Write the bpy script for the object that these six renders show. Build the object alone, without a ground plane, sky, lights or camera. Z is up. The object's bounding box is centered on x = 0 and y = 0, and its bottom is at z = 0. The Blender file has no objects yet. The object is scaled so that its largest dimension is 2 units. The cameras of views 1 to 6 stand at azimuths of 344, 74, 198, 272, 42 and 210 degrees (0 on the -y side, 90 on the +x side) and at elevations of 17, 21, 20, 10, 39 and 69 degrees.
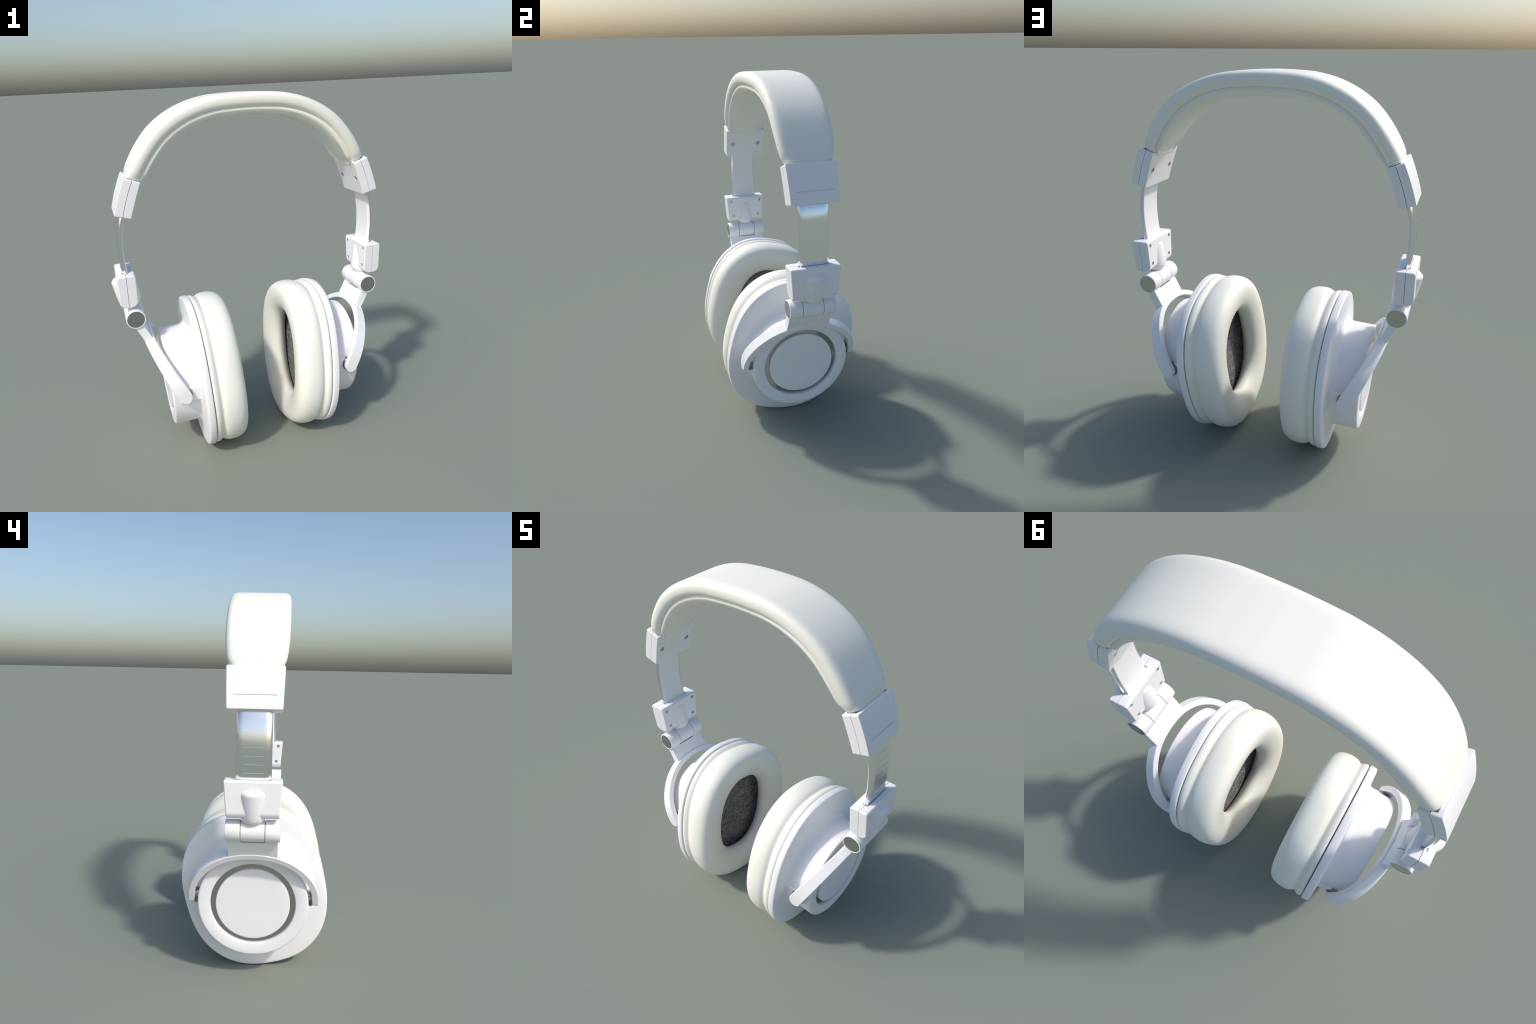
"""White studio headphones: padded headband, clamps, metal sliders, folding hinges,
yokes and oval ear cups.  Built on the +x side and mirrored to -x."""
import bpy, bmesh, math
from math import sin, cos, pi, radians, sqrt
from mathutils import Vector, Matrix

# ------------------------------------------------------------------ materials
def new_mat(name, color, rough=0.4, metallic=0.0, coat=0.0, spec=0.5):
    m = bpy.data.materials.new(name)
    m.use_nodes = True
    b = m.node_tree.nodes["Principled BSDF"]
    b.inputs["Base Color"].default_value = (*color, 1)
    b.inputs["Roughness"].default_value = rough
    b.inputs["Metallic"].default_value = metallic
    b.inputs["Coat Weight"].default_value = coat
    b.inputs["Specular IOR Level"].default_value = spec
    return m, m.node_tree, b

def grain(nt, b, scale, strength, dist, detail=3.0):
    """fine bump on object coordinates"""
    tc = nt.nodes.new("ShaderNodeTexCoord")
    n = nt.nodes.new("ShaderNodeTexNoise")
    n.inputs["Scale"].default_value = scale
    n.inputs["Detail"].default_value = detail
    bp = nt.nodes.new("ShaderNodeBump")
    bp.inputs["Strength"].default_value = strength
    bp.inputs["Distance"].default_value = dist
    nt.links.new(tc.outputs["Object"], n.inputs["Vector"])
    nt.links.new(n.outputs["Fac"], bp.inputs["Height"])
    nt.links.new(bp.outputs["Normal"], b.inputs["Normal"])
    return tc, n

SHELL, nt, b = new_mat("white_plastic", (0.83, 0.83, 0.84), 0.42, spec=0.4)
PAD, nt, b = new_mat("white_leatherette", (0.83, 0.825, 0.75), 0.5, spec=0.4)
CHROME, nt, b = new_mat("polished_steel", (0.93, 0.93, 0.93), 0.18, 1.0)
GREY_METAL, nt, b = new_mat("dark_mirror_metal", (0.52, 0.52, 0.50), 0.08, 1.0)
SCREW, nt, b = new_mat("screw_steel", (0.55, 0.55, 0.55), 0.35, 1.0)
DARK_STEEL, nt, b = new_mat("dark_steel", (0.22, 0.22, 0.22), 0.3, 1.0)
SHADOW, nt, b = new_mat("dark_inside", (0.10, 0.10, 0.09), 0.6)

FELT, nt, b = new_mat("grey_felt", (0.08, 0.08, 0.08), 0.95, spec=0.1)
tc, n1 = grain(nt, b, 160, 0.6, 0.004, 4)
n2 = nt.nodes.new("ShaderNodeTexNoise"); n2.inputs["Scale"].default_value = 28
n2.inputs["Detail"].default_value = 6; n2.inputs["Roughness"].default_value = 0.75
n2.inputs["Distortion"].default_value = 1.2
nt.links.new(tc.outputs["Object"], n2.inputs["Vector"])
mx = nt.nodes.new("ShaderNodeMath"); mx.operation = 'MULTIPLY'
nt.links.new(n1.outputs["Fac"], mx.inputs[0]); nt.links.new(n2.outputs["Fac"], mx.inputs[1])
rp = nt.nodes.new("ShaderNodeValToRGB")
rp.color_ramp.elements[0].position = 0.15; rp.color_ramp.elements[0].color = (0.048, 0.049, 0.050, 1)
rp.color_ramp.elements[1].position = 0.36; rp.color_ramp.elements[1].color = (0.34, 0.34, 0.34, 1)
nt.links.new(mx.outputs[0], rp.inputs["Fac"])
nt.links.new(rp.outputs["Color"], b.inputs["Base Color"])

# ------------------------------------------------------------------ mesh tools
def finish(bm, angle=35):
    bmesh.ops.recalc_face_normals(bm, faces=bm.faces)
    me = bpy.data.meshes.new("part")
    bm.to_mesh(me); bm.free()
    me.shade_smooth()
    me.set_sharp_from_angle(angle=radians(angle))
    return me

def ring_loft(rings, cap_start=True, cap_end=True):
    """quads between closed rings of equal point count"""
    bm = bmesh.new()
    rows = [[bm.verts.new(p) for p in r] for r in rings]
    n = len(rows[0])
    for a, c in zip(rows[:-1], rows[1:]):
        for i in range(n):
            bm.faces.new((a[i], a[(i + 1) % n], c[(i + 1) % n], c[i]))
    if cap_start: bm.faces.new(rows[0][::-1])
    if cap_end: bm.faces.new(rows[-1])
    return bm

def lathe(profile, origin, axis, side, n=64, cap0=True, cap1=True):
    """profile of (t along axis, radius); side is any vector across the axis"""
    axis = axis.normalized(); u = side.normalized(); v = axis.cross(u)
    rings = [[origin + axis * t + (u * cos(2 * pi * i / n) + v * sin(2 * pi * i / n)) * r
              for i in range(n)] for t, r in profile]
    return ring_loft(rings, cap0, cap1)

def bevel_sharp(bm, width, seg=3, min_angle=35):
    bmesh.ops.recalc_face_normals(bm, faces=bm.faces)
    es = [e for e in bm.edges if len(e.link_faces) == 2 and e.calc_face_angle(0) > radians(min_angle)]
    bmesh.ops.bevel(bm, geom=es, offset=width, segments=seg, profile=0.5, affect='EDGES', clamp_overlap=True)

def prism(poly_xz, half_y):
    """polygon in xz extruded to y = -+half_y(z)"""
    return ring_loft([[(x, s * half_y(z), z) for x, z in poly_xz] for s in (-1, 1)])

def oriented_box(center, ax, hx, ay, hy, az, hz):
    bm = bmesh.new(); bmesh.ops.create_cube(bm, size=2)
    m = Matrix((ax * hx, ay * hy, az * hz)).transposed().to_4x4()
    m.translation = center
    bmesh.ops.transform(bm, matrix=m, verts=bm.verts)
    return bm

def cut(me, cutters):
    """boolean difference of mesh with bmesh cutters"""
    o = bpy.data.objects.new("work", me); bpy.context.scene.collection.objects.link(o)
    tmp = []
    for bm in cutters:
        bmesh.ops.recalc_face_normals(bm, faces=bm.faces)
        cm = bpy.data.meshes.new("cutter"); bm.to_mesh(cm); bm.free()
        c = bpy.data.objects.new("cutter", cm); bpy.context.scene.collection.objects.link(c)
        md = o.modifiers.new("cut", 'BOOLEAN'); md.object = c; md.operation = 'DIFFERENCE'; md.solver = 'EXACT'
        tmp.append(c)
    dg = bpy.context.evaluated_depsgraph_get(); dg.update()
    out = bpy.data.meshes.new_from_object(o.evaluated_get(dg))
    for c in tmp + [o]: bpy.data.objects.remove(c, do_unlink=True)
    out.shade_smooth(); out.set_sharp_from_angle(angle=radians(35))
    return out

def weighted(me):
    """flat faces stay flat next to their bevels"""
    o = bpy.data.objects.new("work", me); bpy.context.scene.collection.objects.link(o)
    md = o.modifiers.new("wn", 'WEIGHTED_NORMAL'); md.keep_sharp = True; md.weight = 80
    dg = bpy.context.evaluated_depsgraph_get(); dg.update()
    out = bpy.data.meshes.new_from_object(o.evaluated_get(dg))
    bpy.data.objects.remove(o, do_unlink=True)
    return out

def catmull(pts, per=8):
    out = []
    P = [Vector(p) for p in pts]
    for i in range(len(P) - 1):
        p0 = P[i - 1] if i else P[0] * 2 - P[1]
        p1, p2 = P[i], P[i + 1]
        p3 = P[i + 2] if i + 2 < len(P) else P[-1] * 2 - P[-2]
        for k in range(per):
            t = k / per
            out.append(0.5 * ((2 * p1) + (p2 - p0) * t + (2 * p0 - 5 * p1 + 4 * p2 - p3) * t * t
                              + (3 * p1 - p0 - 3 * p2 + p3) * t ** 3))
    out.append(P[-1]); return out

# ------------------------------------------------------------------ scene graph
root = bpy.data.objects.new("headphones", None)
bpy.context.scene.collection.objects.link(root)
root["label"] = "white over-ear headphones with padded headband and oval cups"
root["category"] = "headphones"

def place(name, me, mat, parent=None):
    """centre the mesh on its own origin, hang it under its parent"""
    me.materials.clear(); me.materials.append(mat); me.name = name
    cs = [v.co for v in me.vertices]
    c = Vector([(min(v[i] for v in cs) + max(v[i] for v in cs)) / 2 for i in range(3)])
    me.transform(Matrix.Translation(-c))
    o = bpy.data.objects.new(name, me)
    bpy.context.scene.collection.objects.link(o)
    o.parent = parent or root
    o.location = c - (world[o.parent] if o.parent in world else Vector())
    world[o] = c
    return o
world = {root: Vector()}

HARD = {"headband_clamp", "clamp_backplate", "slider_block", "block_backplate", "yoke_neck", "pivot_lug"}
def both(name, me, mat, parents=(None, None)):
    """the part on +x and its mirror image on -x"""
    m2 = me.copy()
    m2.transform(Matrix.Scale(-1, 4, (1, 0, 0))); m2.flip_normals()
    if name in HARD: me, m2 = weighted(me), weighted(m2)
    return place(name, me, mat, parents[0]), place(name, m2, mat, parents[1])

Y = Vector((0, 1, 0))

# ------------------------------------------------------------------ headband
OUTER = [(0, 2.0), (.10, 1.997), (.20, 1.988), (.31, 1.960), (.417, 1.910),
         (.508, 1.841), (.582, 1.752), (.636, 1.664), (.663, 1.601)]
half = catmull([(x, 0, z) for x, z in OUTER], 10)
spine = [Vector((-p.x, 0, p.z)) for p in half[:0:-1]] + half
NS = len(spine)
frames = []
for i, p in enumerate(spine):
    t = (spine[min(i + 1, NS - 1)] - spine[max(i - 1, 0)]).normalized()
    frames.append((p, Vector((-t.z, 0, t.x)), abs(i - (NS - 1) / 2) / ((NS - 1) / 2)))

def interp(tab, u):
    """smooth curve through a table of (position, value)"""
    n = len(tab)
    def slope(i):
        l, r = tab[max(i - 1, 0)], tab[min(i + 1, n - 1)]
        return (r[1] - l[1]) / (r[0] - l[0])
    for i in range(n - 1):
        (a, va), (c, vc) = tab[i], tab[i + 1]
        if u <= c:
            h = c - a; k = (u - a) / h
            return (va * (1 + 2 * k) * (1 - k) ** 2 + slope(i) * h * k * (1 - k) ** 2
                    + vc * k * k * (3 - 2 * k) + slope(i + 1) * h * k * k * (k - 1))
    return tab[-1][1]

BAND_W = [(0, .156), (.55, .155), (.72, .152), (.82, .146), (.89, .138), (.94, .128), (.97, .118), (1, .100)]
TOP_IN = [(0, 0), (.92, 0), (.96, .003), (1, .008)]      # outer surface dips at the very end

def sweep(section):
    """section(w, u) -> list of (y, depth below outer surface)"""
    rings = []
    for p, nrm, u in frames:
        w = interp(BAND_W, u); d0 = interp(TOP_IN, u)
        rings.append([p + Y * y - nrm * (d + d0) for y, d in section(w, u)])
    return ring_loft(rings)

def outer_section(w, u):
    h = .076 - .006 * max(0, (u - .6) / .4)
    pts = []
    n, ry, rd = 12, .046, h / 2
    crown = .006
    for sgn, a0 in ((1, pi / 2), (-1, -pi / 2)):
        for k in range(n + 1):
            a = a0 - pi * k / n
            y = sgn * (w - ry) + ry * (abs(cos(a)) ** .75) * sgn
            pts.append((y, rd - rd * (1 if sin(a) > 0 else -1) * abs(sin(a)) ** .8))
        # cross the flat faces
        m = 7
        for k in range(1, m):
            f = 1 - 2 * k / m
            yy = sgn * (w - ry) * f
            pts.append((yy, h if sgn > 0 else 0.0))
    return pts

CUSHION_D = [(0, .120), (.3, .122), (.55, .121), (.7, .113), (.82, .100), (.92, .085), (1, .066)]
LIP = [(0, 0), (.85, 0), (1, .016)]
def cushion_section(w, u):
    e = interp(CUSHION_D, u)
    wi = w - .017
    r = .020
    k = interp(LIP, u)
    one = [(wi - .012, .050), (wi - .006, .072 - k), (wi - .0018, .078 - k), (wi, .084 - k), (wi - .0012, .090 - k * 1.2), (wi - .006, .096 - k * 1.5),
           (wi - .020, e - .012), (wi - .036, e - .004), (wi - .06, e - .001)]
    mid = [((wi - .06) * f, e) for f in (.6, .2, -.2, -.6)]
    other = [(-y, d) for y, d in one[::-1]]
    top = [((wi - .012) * f, .050) for f in (-.6, -.2, .2, .6)]
    return one + mid + other + top

place("headband_pad", finish(sweep(outer_section), 60), PAD)
place("headband_cushion", finish(sweep(cushion_section), 60), PAD)

# ------------------------------------------------------------------ upper clamps
TO, BO = Vector((.669, 0, 1.617)), Vector((.737, 0, 1.424))
TI, BI = Vector((.589, 0, 1.586)), Vector((.654, 0, 1.401))
TS, BS = Vector((.629, 0, 1.6015)), Vector((.6945, 0, 1.413))

def clamp_half(a0, a1, ba, b0, b1, bb, gap_a, gap_b):
    """block between two xz edges (a outer, b inner), each bowed outwards"""
    rings = []
    for k in range(9):
        f = k / 8; bow = 4 * f * (1 - f)
        a = a0.lerp(a1, f); c = b0.lerp(b1, f)
        out = (a - c).normalized()
        a = a + out * (ba * bow - gap_a); c = c + out * (bb * bow + gap_b)
        w = .1345 + (.127 - .1345) * f
        rings.append([a + Y * w, a - Y * w, c - Y * w, c + Y * w])
    bm = ring_loft(rings)
    bmesh.ops.recalc_face_normals(bm, faces=bm.faces)
    across = (a0 - b0).normalized()
    es = [e for e in bm.edges if abs((e.verts[0].co - e.verts[1].co).normalized().dot(across)) > .95]
    bmesh.ops.bevel(bm, geom=es, offset=.008, segments=4, profile=.5, affect='EDGES')
    seam0, seam1 = (TS, BS)
    sd = (seam1 - seam0).normalized(); sn = Vector((-sd.z, 0, sd.x))
    es = [e for e in bm.edges if len(e.link_faces) == 2 and e.calc_face_angle(0) > radians(35)
          and abs(((e.verts[0].co + e.verts[1].co) / 2 - seam0).dot(sn)) > .012]
    bmesh.ops.bevel(bm, geom=es, offset=.0035, segments=2, profile=.5, affect='EDGES')
    return finish(bm)

co = clamp_half(TO, BO, .005, TS, BS, .005, 0, .0012)
ci = clamp_half(TS, BS, .005, TI, BI, .002, .0012, 0)
slot_dir = (BO - TO).normalized(); slot_n = Vector((-slot_dir.z, 0, slot_dir.x))
if slot_n.x < 0: slot_n = -slot_n
slot_at = TO.lerp(BO, .685) + slot_n * .0045
co = cut(co, [oriented_box(slot_at, Y, .097, slot_dir, .0026, slot_n, .004)])
OUT = both("headband_clamp", co, SHELL)
screw_dir = (BI - TI).normalized(); screw_n = Vector((screw_dir.z, 0, -screw_dir.x))
if screw_n.x > 0: screw_n = -screw_n        # points towards the head
CS = [Vector((.6235, y, 1.492)) for y in (-.089, .089)]
ci = cut(ci, [lathe([(-.012, .0145), (.02, .0145)], c, screw_n, Y, 32) for c in CS])
INN = both("clamp_backplate", ci, SHELL, OUT)

def screw_mesh(center, nrm, r):
    bm = lathe([(-.012, r), (-.0035, r), (-.002, r * .86), (-.0015, .0008)], center, nrm, Y, 28)
    me = finish(bm)
    across = nrm.cross(Y)
    cr = [oriented_box(center - nrm * .002, Y, r * .75, across, r * .13, nrm, .002),
          oriented_box(center - nrm * .002, across, r * .75, Y, r * .13, nrm, .002)]
    return cut(me, cr)
for c in CS: both("screw", screw_mesh(c, screw_n, .0138), SCREW, INN)
# dark mouth plate, slightly raised, round the pad end
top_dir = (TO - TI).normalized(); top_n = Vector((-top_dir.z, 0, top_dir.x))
mouth_plate = oriented_box(TI.lerp(TO, .47) - top_n * .004, Y, .119, top_dir, .027, top_n, .0058)
bevel_sharp(mouth_plate, .004, 2)
both("clamp_mouth_dark_plate", finish(mouth_plate), SHADOW, OUT)

# ------------------------------------------------------------------ sliders
STRIP = catmull([(.688, 0, 1.47), (.7165, 0, 1.40), (.7305, 0, 1.335), (.7370, 0, 1.26), (.7365, 0, 1.19), (.7295, 0, 1.115), (.718, 0, 1.05)], 8)
def strip_mesh(section):
    """section: closed list of (y, depth below the outer crown)"""
    rings = []
    for i, p in enumerate(STRIP):
        t = (STRIP[min(i + 1, len(STRIP) - 1)] - STRIP[max(i - 1, 0)]).normalized()
        nrm = Vector((-t.z, 0, t.x))
        if nrm.x < 0: nrm = -nrm
        rings.append([p + Y * y - nrm * d for y, d in section])
    return finish(ring_loft(rings), 40)
edge = [(.050, 0), (.060, .0007), (.069, .0027), (.076, .006), (.081, .0105), (.083, .0155), (.083, .0185), (.080, .0185)]
STEEL = edge + [(-y, d) for y, d in edge[::-1]]
bk = .071
BACK = [(bk, .0185), (bk, .0275), (bk - .002, .0295), (-bk + .002, .0295), (-bk, .0275), (-bk, .0185)]
steel = strip_mesh(STEEL)
def strip_at(z):
    for p, q in zip(STRIP[:-1], STRIP[1:]):
        if q.z <= z <= p.z:
            t = (q - p).normalized(); n_ = Vector((-t.z, 0, t.x))
            return p.lerp(q, (p.z - z) / (p.z - q.z)), t, n_ if n_.x > 0 else -n_
notches = []
for k in range(8):
    p, t, n_ = strip_at(1.4115 - .0395 * k)
    notches.append(oriented_box(p, Y, .047, t, .0016, n_, .002))
steel = cut(steel, notches)
SL = both("slider", steel, CHROME)
both("slider_backing", strip_mesh(BACK), SHELL, SL)

# ------------------------------------------------------------------ slider blocks
def block_w(z): return .1215 + (.135 - .1215) * (z - .92) / .182
def block_half(x_face, x_seam):
    s = 1 if x_face > x_seam else -1
    r = abs(x_face - x_seam)
    pts = [(x_seam, 1.102), (x_face - s * .006, 1.102), (x_face, 1.093)]
    for k in range(11):
        a = k / 10 * pi / 2
        pts.append((x_seam + s * r * cos(a) ** .75 if k < 10 else x_seam, .957 - .035 * sin(a)))
    bm = prism(pts, block_w)
    bmesh.ops.recalc_face_normals(bm, faces=bm.faces)
    es = [e for e in bm.edges if e.calc_face_angle(0) > radians(40)
          and max(abs(v.co.x - x_seam) for v in e.verts) > .004]
    bmesh.ops.bevel(bm, geom=es, offset=.006, segments=3, profile=.5, affect='EDGES')
    return finish(bm)
bo = block_half(.761, .7150)
bi = block_half(.664, .7130)
slot = oriented_box(Vector((.7145, 0, 1.11)), Vector((1, 0, 0)), .0165, Y, .0845, Vector((0, 0, 1)), .016)
bo = cut(bo, [slot])
slot = oriented_box(Vector((.7145, 0, 1.11)), Vector((1, 0, 0)), .0165, Y, .0845, Vector((0, 0, 1)), .016)
BS_ = [Vector((.664, y * s, z)) for y, z in ((.104, 1.075), (.092, .969)) for s in (-1, 1)]
NX = Vector((-1, 0, 0))
bi = cut(bi, [slot] + [lathe([(-.012, .0103), (.02, .0103)], c, NX, Y, 28) for c in BS_])
BO_ = both("slider_block", bo, SHELL)
BI_ = both("block_backplate", bi, SHELL, BO_)
for c in BS_: both("screw", screw_mesh(c, NX, .0098), SCREW, BI_)

# ------------------------------------------------------------------ swivel post
HB = Vector((.687, 0, .8535))                       # hinge axis centre
tilt = radians(11)
PA = Vector((sin(tilt), 0, cos(tilt)))              # up along the post
PX = Vector((cos(tilt), 0, -sin(tilt)))             # across it, outwards
post_prof = catmull([(.0, .020, 0), (.034, .024, 0), (.048, .038, 0), (.056, .050, 0), (.066, .057, 0), (.080, .0605, 0),
                     (.100, .0625, 0), (.130, .064, 0), (.165, .065, 0), (.190, .0655, 0), (.199, .0645, 0),
                     (.208, .058, 0), (.217, .043, 0), (.2235, .020, 0), (.225, .001, 0)], 4)
PO = both("swivel_post", finish(lathe([(p.x, p.y) for p in post_prof], HB, PA, Y, 72), 50), SHELL)

# ------------------------------------------------------------------ hinge
X = Vector((1, 0, 0))
R = .0525
def knuckle(y0, y1, open_end):
    c = .004
    if open_end:      # hollow rim at the outer end for the cap disc
        pr = [(y0, .01), (y0, R - c * .5), (y0 + c * .5, R), (y1 - c, R), (y1 - c * .3, R - c * .3), (y1, R - c),
              (y1, R - .0055), (y1 - .005, R - .006), (y1 - .005, .001)]
    else:
        pr = [(y0, .001), (y0, R - c * .5), (y0 + c * .5, R), (y1 - c * .5, R), (y1, R - c * .5), (y1, .001)]
    return pr
KN = both("hinge_knuckle", finish(lathe(knuckle(-.056, .056, False), HB, Y, X, 64)), SHELL)
both("hinge_knuckle", finish(lathe(knuckle(.0585, .129, True), HB, Y, X, 64)), SHELL)
both("hinge_knuckle", finish(lathe(knuckle(.0585, .129, True), HB, -Y, X, 64)), SHELL)
for s in (1, -1):
    both("hinge_cap", finish(lathe([(.120, .0468), (.1265, .0468), (.1272, .046), (.1272, .001)], HB, Y * s, X, 64)),
         GREY_METAL, KN)
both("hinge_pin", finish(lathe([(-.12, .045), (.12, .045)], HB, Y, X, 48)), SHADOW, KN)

# ------------------------------------------------------------------ yoke
ya = radians(26.5)
D = Vector((sin(ya), 0, cos(ya)))                   # up along the yoke
N = Vector((cos(ya), 0, -sin(ya)))                  # outwards, across the yoke
def yk(s, y, n): return HB + D * s + Y * y + N * n
# centre line of the bow in (y, s)
mid = catmull([(0, -.143, 0), (.06, -.148, 0), (.12, -.164, 0), (.185, -.199, 0), (.235, -.244, 0), (.275, -.298, 0),
               (.300, -.352, 0), (.3125, -.405, 0), (.3155, -.456, 0)], 6)
path = [(p.x, p.y) for p in mid]
TIP_R = .0355
for k in range(1, 13):
    path.append((.3155, -.456 - TIP_R * sin(k / 12 * pi / 2)))
def yoke_n(s): return .0275 + (TIP_R - .0275) * min(1, max(0, (-.16 - s) / .24)) if s > -.456 else sqrt(max(TIP_R ** 2 - (s + .456) ** 2, 1e-6))
full = [(-y, s) for y, s in path[:0:-1]] + path
rings = []
for i, (y, s) in enumerate(full):
    y2, s2 = full[min(i + 1, len(full) - 1)]; y1, s1 = full[max(i - 1, 0)]
    t = Vector((y2 - y1, s2 - s1)).normalized(); nr = Vector((-t.y, t.x))
    if s < -.45: nr = Vector((1, 0)) if y > 0 else Vector((-1, 0))
    if nr.x * y + nr.y * (s + .46) < 0: nr = -nr
    hn = yoke_n(s); ht = .0165; c = min(.004, hn * .6)
    o = .006 - .005 * min(1, max(0, (-.16 - s) / .24))
    sec = [(ht, hn - c), (ht - c, hn), (-ht + c, hn), (-ht, hn - c), (-ht, -hn + c), (-ht + c, -hn), (ht - c, -hn), (ht, -hn + c)]
    rings.append([yk(s + nr.y * a, y + nr.x * a, o + b_) for a, b_ in sec])
bm = ring_loft(rings)
YO = both("yoke", finish(bm, 40), SHELL)
bm = oriented_box(yk(-.085, 0, .008), Y, .1195, D, .070, N, .022)
bevel_sharp(bm, .003, 2)
neck = cut(finish(bm), [lathe([(-.0572, .0575), (.0572, .0575)], HB, Y, X, 64)])
both("yoke_neck", neck, SHELL, YO)

# ------------------------------------------------------------------ ear cups
ca = radians(-2.85)
CN = Vector((cos(ca), 0, sin(ca)))                  # out of the cup
CU = Vector((-sin(ca), 0, cos(ca)))                 # up in the cup plane
CC = Vector((.536, 0, .429))                        # centre of the outer face
NSEG = 128
OA, OB, OTH, OEXP, OU = .4335, .377, radians(13.5), 2.36, .002

def cup(t, u, y): return CC + CN * t + CU * u + Y * y
def oval_pt(phi, A, B, n=OEXP, th=OTH, cu=OU):
    """superellipse leaning towards +y; phi measured in the leaning frame"""
    k = (abs(cos(phi) / A) ** n + abs(sin(phi) / B) ** n) ** (-1 / n)
    p, w = k * cos(phi), k * sin(phi)
    return cu + p * cos(th) - w * sin(th), p * sin(th) + w * cos(th)
def oval_ring(t, dA, dB=None, n=OEXP):
    dB = dA if dB is None else dB
    return [cup(t, *oval_pt(2 * pi * i / NSEG, OA + dA, OB + dB, n)) for i in range(NSEG)]
def circ_ring(t, r):
    return [cup(t, r * cos(2 * pi * i / NSEG + OTH), r * sin(2 * pi * i / NSEG + OTH)) for i in range(NSEG)]
def mix_ring(t, r, f, dA=0):
    """between circle radius r (f=0) and the oval (f=1)"""
    out = []
    for i in range(NSEG):
        ph = 2 * pi * i / NSEG
        a = Vector((r * cos(ph + OTH), r * sin(ph + OTH))); b_ = Vector(oval_pt(ph, OA + dA, OB + dA))
        c = a.lerp(b_, f); out.append(cup(t, c.x, c.y))
    return out

HR = .281
F = .013                                            # face stands proud of the reference plane
rings = [circ_ring(F - .022, .150), circ_ring(F - .022, .2155), circ_ring(F - .004, .216), circ_ring(F - .001, .2175), circ_ring(F, .220), circ_ring(F, HR - .011)]
for k in range(1, 7):
    a = k / 6 * pi / 2
    rings.append(circ_ring(F - .010 * (1 - cos(a)), HR - .011 + .011 * sin(a)))
rings += [circ_ring(t, HR) for t in (-.02, -.06, -.100)]
FT = -.143
for k in range(1, 11):                              # fillet into the plate
    a = k / 10 * pi / 2
    rings.append(mix_ring(-.108 + (FT + .108) * sin(a), HR, .24 * (1 - cos(a))))
for f, t in ((.45, -.1445), (.65, -.146), (.85, -.1475)):
    rings.append(mix_ring(t, HR, f))
rings += [oval_ring(-.149, -.010), oval_ring(-.150, -.005), oval_ring(-.153, -.0012), oval_ring(-.157, 0),
          oval_ring(-.182, .002), oval_ring(-.186, 0.0005), oval_ring(-.188, -.004), oval_ring(-.188, -.02), oval_ring(-.188, -.2)]
CUP = both("earcup_housing", finish(ring_loft(rings), 40), SHELL)

# reflective ring at the bottom of the groove and the badge disc in it
both("accent_ring", finish(ring_loft([circ_ring(F - .024, .2157), circ_ring(F - .015, .2157), circ_ring(F - .015, .180), circ_ring(F - .024, .18)])),
     GREY_METAL, CUP)
disc = [circ_ring(F - .018, .1875), circ_ring(F - .004, .1875), circ_ring(F - .0015, .1868), circ_ring(F - .0003, .185), circ_ring(F, .181),
        circ_ring(F, .12), circ_ring(F, .02)]
both("badge_disc", finish(ring_loft(disc), 40), SHELL, CUP)

# pivot lugs on the front and back of the housing, with pins to the yoke tips
TIP = HB + D * -.456
for s in (1, -1):
    c = cup(-.088, .004, s * .262)
    bm = oriented_box(c, CN, .066, CU, .045, Y, .029)
    bevel_sharp(bm, .010, 3)
    both("pivot_lug", finish(bm, 40), SHELL, CUP)
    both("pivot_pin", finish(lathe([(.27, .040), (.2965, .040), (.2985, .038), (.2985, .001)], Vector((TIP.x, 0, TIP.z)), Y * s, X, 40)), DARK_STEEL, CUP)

# ear pads: piped welt next to the plate, then the cushion rolling into the ear opening
def pad_rings(prof):
    pts = catmull([(t, d, e) for t, d, e in prof], 5)
    return [oval_ring(p.x, p.y, p.y * (1 + p.z)) for p in pts]
pad = [(-.189, -.05, 0), (-.1905, -.022, 0), (-.193, -.0095, 0), (-.199, -.0042, 0), (-.208, -.0032, 0), (-.2185, -.0062, 0), (-.2285, -.0125, 0), (-.2355, -.0152, 0),
       (-.243, -.0118, 0), (-.253, -.0056, 0), (-.266, -.0012, 0), (-.283, .001, 0), (-.304, .0012, 0), (-.328, -.002, 0),
       (-.350, -.010, 0), (-.367, -.023, 0), (-.378, -.041, 0), (-.383, -.064, .01), (-.3825, -.091, .02), (-.377, -.118, .03), (-.367, -.144, .04),
       (-.352, -.165, .045), (-.334, -.178, .045), (-.317, -.182, .045), (-.302, -.179, .045), (-.288, -.170, .045), (-.275, -.156, .045), (-.263, -.138, .045), (-.248, -.110, .045)]
PADS = both("ear_pad", finish(ring_loft(pad_rings(pad), True, False), 60), PAD, CUP)
felt = [oval_ring(-.236, -.10), oval_ring(-.244, -.10), oval_ring(-.244, -.30), oval_ring(-.244, -.36)]
both("speaker_felt", finish(ring_loft(felt)), FELT, CUP)
